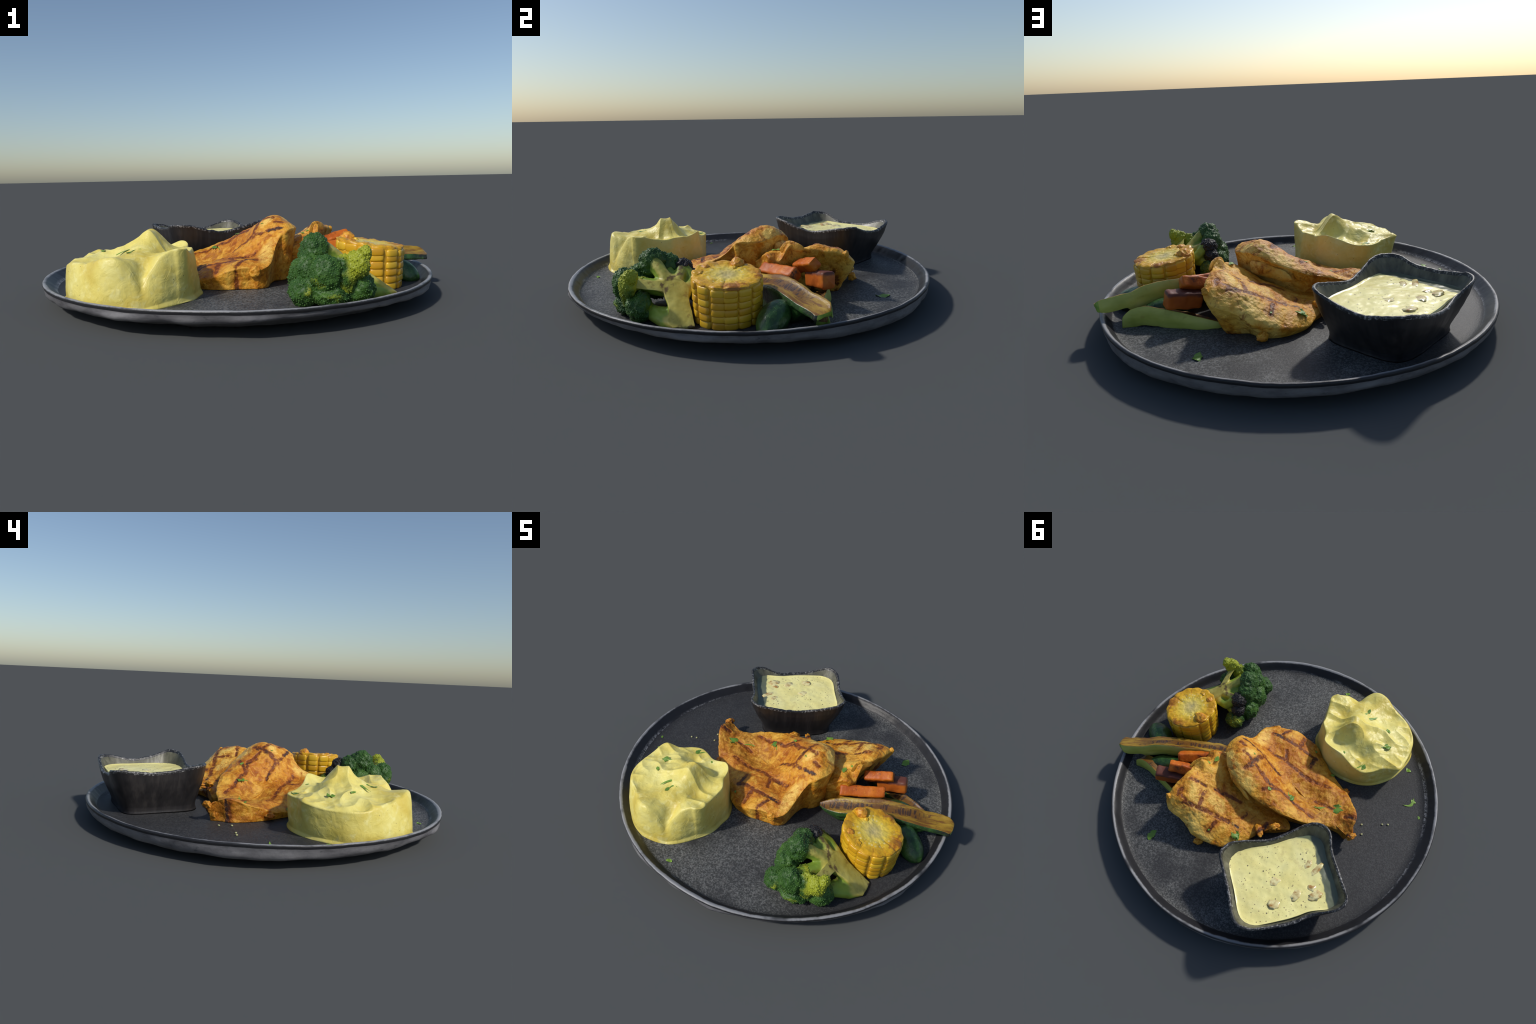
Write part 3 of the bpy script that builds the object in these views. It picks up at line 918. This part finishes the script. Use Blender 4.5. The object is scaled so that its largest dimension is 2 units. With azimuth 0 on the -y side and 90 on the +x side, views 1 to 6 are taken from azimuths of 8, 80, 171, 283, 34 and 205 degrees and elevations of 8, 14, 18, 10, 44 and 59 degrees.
# ================================================================== ZUCCHINI
def zucchini_materials():
    m = Mat("zucchini_charred_face", .42, .45)
    x, y, z = m.xyz()
    wob = m.math("MULTIPLY", m.math("SUBTRACT", m.noise(18, 3), .5), .02)
    yy = m.math("ADD", y, wob)
    base = m.ramp(m.noise(14, 4, co=m.scaled((.4, 1, 1))), (.3, (.15, .068, .008)), (.52, (.32, .19, .018)), (.8, (.50, .37, .055)))
    band = m.math("MULTIPLY", m.step(yy, -.066, -.058), m.step(yy, -.018, -.026))
    seeds = m.step(m.voronoi(1.0, co=m.vmath("ADD", m.scaled((75, 24, 1)), m.vmath("MULTIPLY", m.noise(20, 2, color=True), (1.2, .6, 0))), rand=.8), .56, .36)
    streak = m.step(m.noise(7, 5, .7, co=m.scaled((1.2, 9, 1)), off=1), .46, .62)
    fade = m.step(x, .63, .53)
    c = m.mix(m.math("MULTIPLY", streak, .85), base, (.13, .046, .009))
    c = m.mix(m.math("MULTIPLY", m.math("MULTIPLY", band, fade), .78), c, (.12, .046, .009))
    c = m.mix(m.math("MULTIPLY", m.math("MULTIPLY", band, seeds), m.math("MULTIPLY", fade, .9)), c, (.040, .022, .016))
    edge = m.math("MULTIPLY", m.step(m.noise(12, 5, .65, co=m.scaled((.5, 1.6, 1)), off=2), .50, .60), m.step(yy, -.024, -.012))
    c = m.mix(m.math("MULTIPLY", edge, .85), c, (.13, .045, .014))
    blot = m.step(m.noise(22, 4, .65, off=6), .60, .68)
    c = m.mix(m.math("MULTIPLY", blot, .8), c, (.075, .03, .015))
    m.color(c)
    m.bump(m.noise(70, 4), .35, .004)
    face = m.m
    m = Mat("zucchini_flesh", .4, .45)
    c = m.ramp(m.noise(12, 4, co=m.scaled((.5, 1, 1))), (.3, (.30, .33, .045)), (.55, (.44, .46, .09)), (.8, (.56, .56, .17)))
    c = m.mix(m.math("MULTIPLY", m.step(m.noise(30, 4), .6, .75), .4), c, (.24, .20, .03))
    m.color(c)
    m.bump(m.noise(60, 3), .2, .004)
    flesh = m.m
    m = Mat("zucchini_skin", .32, .5)
    c = m.ramp(m.noise(22, 4, .6), (.3, (.012, .035, .010)), (.55, (.030, .085, .018)), (.8, (.075, .17, .035)))
    c = m.mix(m.math("MULTIPLY", m.step(m.voronoi(90), .22, .10), .5), c, (.16, .26, .06))
    ch = m.step(m.noise(6, 4, .6, off=4), .50, .60)
    c = m.mix(m.math("MULTIPLY", ch, .92), c, (.012, .012, .012))
    m.color(c)
    m.bump(m.noise(70, 4), .5, .005)
    skin = m.m
    m = Mat("zucchini_tip_green", .35, .5)
    m.color(m.ramp(m.noise(24, 4), (.3, (.10, .20, .02)), (.55, (.26, .40, .05)), (.8, (.46, .50, .12))))
    return face, flesh, skin, m.m


def spear(name, origin, xdir, spine, fw, fdrop, back_h, base_floor, mats, label, seed, tip_lift=0.0):
    """Quartered zucchini: charred top face, pale flesh back, dark skin in front and below.
    spine: [(u, v, z)] upper back edge in local (along, across) coordinates; local y runs backward."""
    ang = math.atan2(xdir[1], xdir[0])
    root = empty(name, origin)
    root.rotation_euler = (0, 0, ang)
    tag(root, label, "zucchini")
    n = 110
    sp = spline(spine, n, closed=False)
    t = np.linspace(0, 1, n)
    taper = np.minimum(np.sqrt(np.clip(t / .16, 0.03, 1)), np.sqrt(np.clip(1 - (1 - np.clip((1 - t) / .09, 0, 1)) ** 2, 0.01, 1)))
    rows, K1, K2, K3 = [], 16, 40, 14
    for i in range(n):
        U = np.array([sp[i, 1], sp[i, 2]])
        w = fw
        hb = back_h
        L = U + np.array([-w, -fdrop])
        B = U + np.array([.010, -hb])
        cen0 = U + np.array([-w * (.35 - .25 * max(0, (i / n - .85) / .15)), -.018])
        sec = []
        for a in np.linspace(0, 1, K1, endpoint=False):       # top face, slightly sunken
            sec.append(U + (L - U) * a + np.array([0, -.005 * math.sin(a * math.pi) + .003 * math.sin(min(a * 6, 1) * math.pi)]))
        floor = base_floor + tip_lift * min(1, max(0, (sp[i, 0] - .53) / .08))
        foot = [L, L + np.array([-.006, -.022]), np.array([L[0] + .004, min(L[1] - .03, floor + .05)]), np.array([L[0] + .018, floor]), np.array([B[0] - .018, floor]), np.array([B[0] - .006, (B[1] + floor) / 2]), B]
        sec += list(spline(foot, K2 + 1, closed=False)[:-1])   # skin carried down to the plate, a dark fill for the shadowed gap
        for a in np.linspace(0, 1, K3, endpoint=False):       # flesh side
            sec.append(B + (U - B) * a + np.array([.006 * math.sin(a * math.pi), 0]))
        sec = np.array(sec)
        sec = cen0 + (sec - cen0) * np.array([taper[i], taper[i] if i > n * .9 else max(taper[i], .3)])
        sec[:, 1] = np.maximum(sec[:, 1], floor)
        rows.append(np.column_stack([np.full(len(sec), sp[i, 0]), sec]))
    NN = K1 + K2 + K3
    V, F = loft(rows)
    nn = vertex_normals(V, F)
    cen = np.array(rows).mean(1)
    cen = np.concatenate([cen[:1], cen, cen[-1:]]).repeat(NN, 0)
    if ((V - cen) * nn).sum() < 0:
        F, nn = F[:, ::-1], -nn
    V = V + nn * (.006 * fbm(V, 14, 3, seed))[:, None]
    base = F.min(1)
    col = np.stack([F[:, k] % NN for k in range(4)], 1)
    lo = np.where(col.max(1) - col.min(1) > NN // 2, NN - 1, col.min(1))
    row = base // NN
    lab = np.where(lo < K1, 0, np.where(lo < K1 + K2, 2, 1))
    lab = np.where((row > n * .955) & (lab != 0), 3, lab)
    split_parts(V, F, lab, ["cut_face", "flesh", "skin", "tip"], mats, root, nn)
    return root


def build_zucchini():
    mats = zucchini_materials()
    o = Vector((.28, -.06, 0))
    d = Vector((.928, .371, 0))
    ups = [(.285, -.055, .150), (.35, -.030, .172), (.43, .002, .193), (.52, .04, .216), (.60, .073, .231), (.682, .098, .234), (.754, .121, .229), (.823, .153, .214), (.89, .180, .210), (.94, .195, .207), (.982, .196, .199)]
    loc = [((x - o.x) * d.x + (y - o.y) * d.y, -(x - o.x) * d.y + (y - o.y) * d.x, z) for x, y, z in ups]
    spear("zucchini_spear", o, d, loc, .088, .036, .092, FLOOR + .004, mats, "long roasted zucchini spear with charred seedy cut face", 61, .075)
    o = Vector((.40, .36, 0))
    d = Vector((.955, -.297, 0)).normalized()
    ups = [(.42, .350, .105), (.52, .318, .125), (.60, .285, .142), (.68, .255, .155), (.76, .225, .164), (.82, .212, .150), (.855, .212, .125), (.872, .212, .105)]
    loc = [((x - o.x) * d.x + (y - o.y) * d.y, -(x - o.x) * d.y + (y - o.y) * d.x, z) for x, y, z in ups]
    spear("zucchini_spear", o, d, loc, .06, .02, .09, FLOOR + .001, mats, "pale green zucchini spear lying under the carrots", 62)
    c = blob("zucchini_chunk", (0, 0, 0), (.112, .068, .062), Euler((0, 0, 0)), mats[2], None, 63, .10, 5, 2)
    c.location = (.832, -.022, .108)
    c.rotation_euler = (0, .38, -.62)
    tag(c, "dark green charred zucchini end piece", "zucchini")
    c = blob("zucchini_chunk", (0, 0, 0), (.14, .050, .056), Euler((0, 0, 0)), mats[2], None, 64, .12, 4, 2)
    c.location = (.665, .155, .113)
    c.rotation_euler = (0, .08, .25)
    tag(c, "dark green zucchini piece tucked under the spear", "zucchini")


# ================================================================== BROCCOLI
def build_broccoli():
    root = empty("broccoli", (0, 0, 0))
    tag(root, "roasted broccoli floret with a halved pale stalk", "broccoli")
    # --- stalk: capsules joined by voxel remesh, then sliced flat on the cut side
    P = {"end": (.772, -.402, .088), "mid": (.665, -.418, .150), "fork": (.592, -.432, .192), "bt": (.435, -.385, .262), "tp": (.445, -.525, .300), "rt": (.612, -.605, .262),
         "lo": (.44, -.335, .165), "hb": (.505, -.345, .205), "fr": (.47, -.64, .20), "ml": (.42, -.47, .22), "b1": (.435, -.555, .282), "b2": (.485, -.655, .225), "b3": (.415, -.455, .268), "b4": (.56, -.63, .245), "e2": (.715, -.478, .082), "f2": (.62, -.535, .100), "m2": (.655, -.462, .098)}
    limbs = [("end", "mid", .050, .050), ("mid", "fork", .050, .060), ("fork", "bt", .030, .026), ("fork", "tp", .026, .034), ("fork", "rt", .028, .030), ("fork", "lo", .035, .028),
             ("mid", "hb", .035, .026), ("hb", "bt", .026, .03), ("fork", "fr", .04, .04), ("fork", "ml", .05, .04),
             ("fork", "b1", .022, .018), ("fork", "b2", .022, .018), ("fork", "b3", .022, .018), ("rt", "b4", .020, .020), ("e2", "f2", .030, .038), ("e2", "end", .030, .036), ("f2", "m2", .034, .034), ("e2", "m2", .028, .034)]
    import bmesh
    bm = bmesh.new()
    for a, b, ra, rb in limbs:
        A, B = Vector(P[a]), Vector(P[b])
        steps = max(4, int((B - A).length / .008))
        for i in range(steps + 1):
            t = i / steps
            bmesh.ops.create_icosphere(bm, subdivisions=2, radius=ra + (rb - ra) * t, matrix=Matrix.Translation(A.lerp(B, t)))
    me = bpy.data.meshes.new("stalk")
    bm.to_mesh(me)
    bm.free()
    tmp = add_object("stalk_tmp", me)
    md = tmp.modifiers.new("r", "REMESH")
    md.mode = "VOXEL"
    md.voxel_size = .0055
    sm = tmp.modifiers.new("s", "SMOOTH")
    sm.iterations = 10
    sm.factor = .5
    me2 = bpy.data.meshes.new_from_object(tmp.evaluated_get(bpy.context.evaluated_depsgraph_get()))
    bpy.data.objects.remove(tmp)
    V = np.empty(len(me2.vertices) * 3)
    me2.vertices.foreach_get("co", V)
    V = V.reshape(-1, 3)
    pn = np.array((.58, .10, .81))
    pn /= np.linalg.norm(pn)
    d = (V - np.array((.69, -.41, .140))) @ pn
    over = d > 0
    wgt = np.clip((V[over, 0] - .50) / .08, 0, 1)
    V[over] -= pn * (d[over] * .94 * wgt)[:, None]
    e = (V - np.array(P["end"])) @ np.array((.86, .05, -.5))
    ov = e > 0.006
    V[ov] -= np.array((.86, .05, -.5)) * ((e[ov] - .006) * .9)[:, None]
    V[:, 2] = np.maximum(V[:, 2], FLOOR + .001)
    V += .002 * np.stack([fbm(V, 25, 2, s) for s in (70, 71, 72)], 1)
    me2.vertices.foreach_set("co", V.ravel())
    me2.polygons.foreach_set("use_smooth", np.ones(len(me2.polygons), bool))
    me2.name = "stalk"
    m = Mat("broccoli_stalk", .45, .4)
    nb = m.noise(11, 4, .6)
    side = m.vmath("DOT_PRODUCT", m.vmath("SUBTRACT", m.co, (.69, -.41, .140)), tuple(pn))
    flesh = m.ramp(nb, (.3, (.42, .35, .055)), (.55, (.56, .49, .11)), (.8, (.66, .60, .20)))
    skin = m.ramp(nb, (.3, (.14, .24, .02)), (.6, (.28, .38, .045)), (.85, (.42, .48, .09)))
    c = m.mix(m.step(m.math("ADD", side, m.math("MULTIPLY", m.math("SUBTRACT", m.noise(25, 3), .5), .02)), -.022, -.006), skin, flesh)
    br = m.step(m.noise(16, 5, .7, off=2), .58, .70)
    c = m.mix(m.math("MULTIPLY", br, .6), c, (.20, .10, .02))
    xk = m.xyz()[0]
    c = m.mix(m.math("MULTIPLY", m.math("MULTIPLY", m.step(xk, .60, .50), m.step(m.noise(20, 3, off=5), .40, .6)), .6), c, (.13, .22, .025))
    ring = m.strokes([(.016, [(.63, -.475), (.575, -.46), (.52, -.40), (.44, -.40)]), (.014, [(.60, -.485), (.59, -.44)]), (.013, [(.775, -.36), (.785, -.46)])], .02, 30)
    c = m.mix(m.math("MULTIPLY", ring, m.math("MULTIPLY", m.step(m.noise(30, 4), .35, .55), .85)), c, (.085, .035, .02))
    m.color(c)
    m.bump(m.noise(45, 4), .3, .005)
    me2.materials.clear()
    me2.materials.append(m.m)
    add_object("stalk", me2, root)

    def green(name, yellow, burnt):
        m = Mat(name, .5, .35)
        n = m.noise(10, 4, .6, off=yellow)
        c = m.ramp(n, (.30, (.016, .048, .010)), (.5, (.032, .090, .014)), (.68, (.070, .155, .020)), (.85, (.17, .27, .025)))
        y = m.step(m.noise(7, 3, .5, off=3), .62 - yellow * .25, .74 - yellow * .2)
        c = m.mix(m.math("MULTIPLY", y, .85), c, (.34, .37, .022))
        if burnt:
            b = m.step(m.noise(9, 3, off=1), .62 - burnt * .4, .72 - burnt * .35)
            c = m.mix(b, c, (.020, .018, .018))
        m.color(c)
        m.bump(m.noise(110, 3), .5, .004)
        return m.m

    def buds(name, yellow, burnt):
        m = Mat(name, .45, .4)
        n = m.noise(11, 4, .6, off=yellow)
        c = m.ramp(n, (.30, (.020, .062, .012)), (.5, (.042, .115, .020)), (.7, (.085, .185, .030)), (.88, (.21, .31, .04)))
        sp_ = m.noise(160, 2)
        c = m.mix(m.math("MULTIPLY", m.step(sp_, .56, .7), .45), c, (.20, .32, .14))
        if yellow > .3:
            y = m.step(m.noise(7, 3, .5, off=3), .62 - yellow * .25, .74 - yellow * .2)
            c = m.mix(m.math("MULTIPLY", y, .85), c, (.36, .40, .022))
        if burnt:
            b = m.step(m.noise(9, 3, off=1), .62 - burnt * .4, .72 - burnt * .35)
            c = m.mix(b, c, (.024, .022, .022))
        m.color(c)
        return m.m

    kinds = {"g": (green("broccoli_green", .1, 0), buds("broccoli_bud_green", .1, 0)),
             "y": (green("broccoli_yellow", 1.0, 0), buds("broccoli_bud_yellow", 1.0, 0)),
             "b": (green("broccoli_burnt", .2, .9), buds("broccoli_bud_burnt", .2, .9))}
    clumps = [  # centre, semi-axes, kind
        ((.424, -.525, .276), (.062, .068, .076), "g"), ((.408, -.455, .252), (.058, .058, .068), "g"), ((.430, -.385, .250), (.048, .046, .046), "b"),
        ((.432, -.315, .132), (.058, .056, .060), "g"), ((.405, -.590, .195), (.062, .062, .078), "g"), ((.388, -.648, .122), (.064, .058, .062), "g"),
        ((.475, -.662, .196), (.066, .055, .080), "g"), ((.600, -.635, .232), (.050, .040, .060), "y"), ((.545, -.632, .185), (.056, .046, .085), "y"), ((.632, -.618, .276), (.026, .032, .034), "y"),
        ((.372, -.52, .165), (.060, .072, .080), "g"), ((.388, -.42, .145), (.066, .070, .072), "g"), ((.485, -.640, .112), (.085, .070, .052), "g"), ((.505, -.585, .205), (.042, .045, .032), "y"),
        ((.42, -.35, .200), (.042, .046, .042), "b"), ((.600, -.590, .125), (.075, .062, .070), "g")]
    cen = np.array([c[0] for c in clumps])
    ax = np.array([c[1] for c in clumps])
    ico = bmesh.new()
    bmesh.ops.create_icosphere(ico, subdivisions=1, radius=1)
    iv = np.array([v.co[:] for v in ico.verts])
    itri = np.array([[v.index for v in f.verts] for f in ico.faces])
    ico.free()
    stem = np.array((.60, -.44, .20))
    for k, (cc, aa, kind) in enumerate(clumps):
        ob = blob("floret", cc, aa, Euler((0, 0, k * .7)) if False else Euler((0, 0, 0)), kinds[kind][0], root, 80 + k, .22, 5, 4.5)
        W = np.empty(len(ob.data.vertices) * 3)
        ob.data.vertices.foreach_get("co", W)
        W = W.reshape(-1, 3)
        W[:, 2] = np.maximum(W[:, 2], FLOOR + .001)
        ob.data.vertices.foreach_set("co", W.ravel())
        # flower buds over the outer side
        n = int(24000 * (aa[0] + aa[1]) * (aa[2] + aa[0]))
        i = np.arange(n)
        g = np.arccos(1 - 2 * (i + .5) / n)
        ph = i * 2.399963
        S = np.column_stack([np.sin(g) * np.cos(ph), np.sin(g) * np.sin(ph), np.cos(g)])
        S += RNG.normal(size=S.shape) * .02
        S /= np.linalg.norm(S, axis=1)[:, None]
        lump = 1 + .22 * fbm(S, 2.25, 3, 80 + k)
        Pts = np.array(cc) + S * lump[:, None] * np.array(aa)
        inside = np.zeros(n, bool)
        for q in range(len(clumps)):
            if q != k:
                inside |= (((Pts - cen[q]) / (ax[q] * .96)) ** 2).sum(1) < 1
        dirn = stem - np.array(cc)
        dirn /= np.linalg.norm(dirn)
        cutside = (S @ dirn > .62)
        keep = ~inside & ~cutside & (Pts[:, 2] > FLOOR + .004)
        Pts, S2 = Pts[keep], S[keep]
        rad = RNG.uniform(.0022, .0042, len(Pts))
        VV = (Pts[:, None, :] + iv[None] * rad[:, None, None] * np.array((1, 1, 1.0))).reshape(-1, 3)
        TT = (itri[None] + (np.arange(len(Pts)) * len(iv))[:, None, None]).reshape(-1, 3)
        bme = mesh_from("flower_buds", VV, TT)
        bo = add_object("flower_buds", bme, ob, kinds[kind][1])
        bo["kind"] = "stuff"


# ================================================================== PARSLEY
def build_parsley(targets):
    root = empty("parsley_garnish", (0, 0, FLOOR))
    tag(root, "scattered chopped green parsley leaves and strips", "parsley")
    verts, polys = [], []
    dg = bpy.context.evaluated_depsgraph_get()
    for ob in targets:
        me = ob.data
        mw = ob.matrix_world
        o = len(verts)
        verts += [mw @ v.co for v in me.vertices]
        polys += [[o + i for i in p.vertices] for p in me.polygons]
    tree = BVHTree.FromPolygons(verts, polys)
    m = Mat("parsley_green", .45, .4)
    rnd = m.node("ObjectInfo").outputs["Random"]
    c = m.mix(rnd, (.08, .19, .02), (.19, .34, .04))
    m.color(m.mix(m.math("MULTIPLY", m.noise(80, 3), .4), c, (.22, .36, .06)))
    pm = m.m

    def leaf_mesh(name, half, length, curve, lobes):
        """Thin solid leaf: half-width profile along its length, lengthwise curl, small thickness."""
        n, k = 26, 7
        top, bot = [], []
        for i in range(n):
            t = i / (n - 1)
            w = half * max(.03, math.sin(math.pi * min(1, t * 1.02)) ** .7) * (1 + lobes * math.sin(t * 17))
            bend = curve * math.sin(t * 3.1)
            for j in range(k):
                s = 2 * j / (k - 1) - 1
                x, y = (t - .5) * length, s * w + bend
                z = .10 * half * math.cos(s * 1.5) + .16 * half * math.sin(t * 7 + s)
                top.append((x, y, z + .0012))
                bot.append((x, y, z - .0008))
        V = np.array(top + bot)
        q = grid_faces(n, k, closed=False)
        q2 = q[:, ::-1] + n * k
        rim = [i * k for i in range(n)]
        rim2 = [i * k + k - 1 for i in range(n)]
        s1 = np.array([[a, b, b + n * k, a + n * k] for a, b in zip(rim[1:], rim[:-1])])
        s2 = np.array([[a, b, b + n * k, a + n * k] for a, b in zip(rim2[:-1], rim2[1:])])
        e1 = np.array([[j, j + 1, j + 1 + n * k, j + n * k] for j in range(k - 1)])
        e2 = np.array([[(n - 1) * k + j + 1, (n - 1) * k + j, (n - 1) * k + j + n * k, (n - 1) * k + j + 1 + n * k] for j in range(k - 1)])
        me = mesh_from(name, V, np.vstack([q, q2, s1, s2, e1, e2]))
        me.materials.append(pm)
        return me
    broad = leaf_mesh("parsley_leaf", .5, 1, .08, .28)
    oval = leaf_mesh("parsley_leaf", .30, 1, .12, .08)
    strip = leaf_mesh("parsley_strip", .07, 1, .12, .05)
    curl = leaf_mesh("parsley_strip", .09, 1, .34, .10)
    spots = [(-.422, .033, .052, 2.2, broad), (-.316, .06, .062, .7, strip), (-.152, .105, .036, .3, broad), (-.135, .092, .045, -.5, strip), (-.029, .135, .024, .9, oval), (.13, -.005, .014, .2, oval),
             (.057, .424, .042, .2, broad), (.04, .43, .03, .5, oval), (.34, .088, .036, 1.4, oval), (.365, .13, .022, .6, oval), (.20, .47, .014, .6, oval),
             (-.557, -.431, .036, -.4, broad), (-.53, -.41, .04, -.9, strip), (-.526, -.531, .028, .3, oval), (-.387, -.574, .095, 1.35, strip), (-.372, -.62, .028, 1.0, oval), (-.345, -.60, .045, 1.3, curl), (-.44, -.245, .05, -.3, strip), (-.465, -.25, .035, .5, oval), (-.33, -.29, .016, .5, oval),
             (-.784, -.233, .075, -.9, curl), (-.721, -.448, .034, .6, oval), (.523, .599, .062, -1.0, oval), (-.875, -.15, .02, .3, oval), (-.156, -.864, .03, .5, oval), (-.815, -.245, .03, .9, oval), (-.30, -.195, .03, 1.1, oval), (-.15, -.30, .02, .4, oval)]
    for x, y, s, r, me in spots:
        hit, nrm, _, _ = tree.ray_cast(Vector((x, y, 1)), Vector((0, 0, -1)))
        if hit is None:
            continue
        ob = add_object(me.name.split(".")[0], me, root)
        nrm = (nrm + Vector((0, 0, .6))).normalized()
        M = Matrix.Translation(hit + nrm * .0022 - Vector((0, 0, FLOOR))) @ nrm.to_track_quat("Z", "Y").to_matrix().to_4x4() @ Matrix.Rotation(r, 4, "Z") @ Matrix.Scale(s * 1.2, 4)
        ob.matrix_local = M
    m = Mat("herb_crumb", .5, .4)
    m.color((.42, .42, .20))
    for x, y in [(-.722, -.033), (-.579, .031), (-.69, -.02), (-.60, .09)]:
        b = blob("herb_crumb", (x, y, .004), (.007, .006, .004), Euler((0, 0, x * 9)), m.m, root, int(abs(x * 100)), .4, 2)


build_plate()
ch1, ch2 = build_chicken()
mash = build_mash()
build_bowl()
build_corn()
build_carrots()
build_zucchini()
build_broccoli()
bpy.context.view_layer.update()
build_parsley([o for o in bpy.data.objects if o.type == "MESH" and o.name.split(".")[0] in ("chicken_breast", "chicken_scrap", "chicken_flap", "mashed_potato", "plate_floor", "plate_rim")])
bpy.context.view_layer.update()
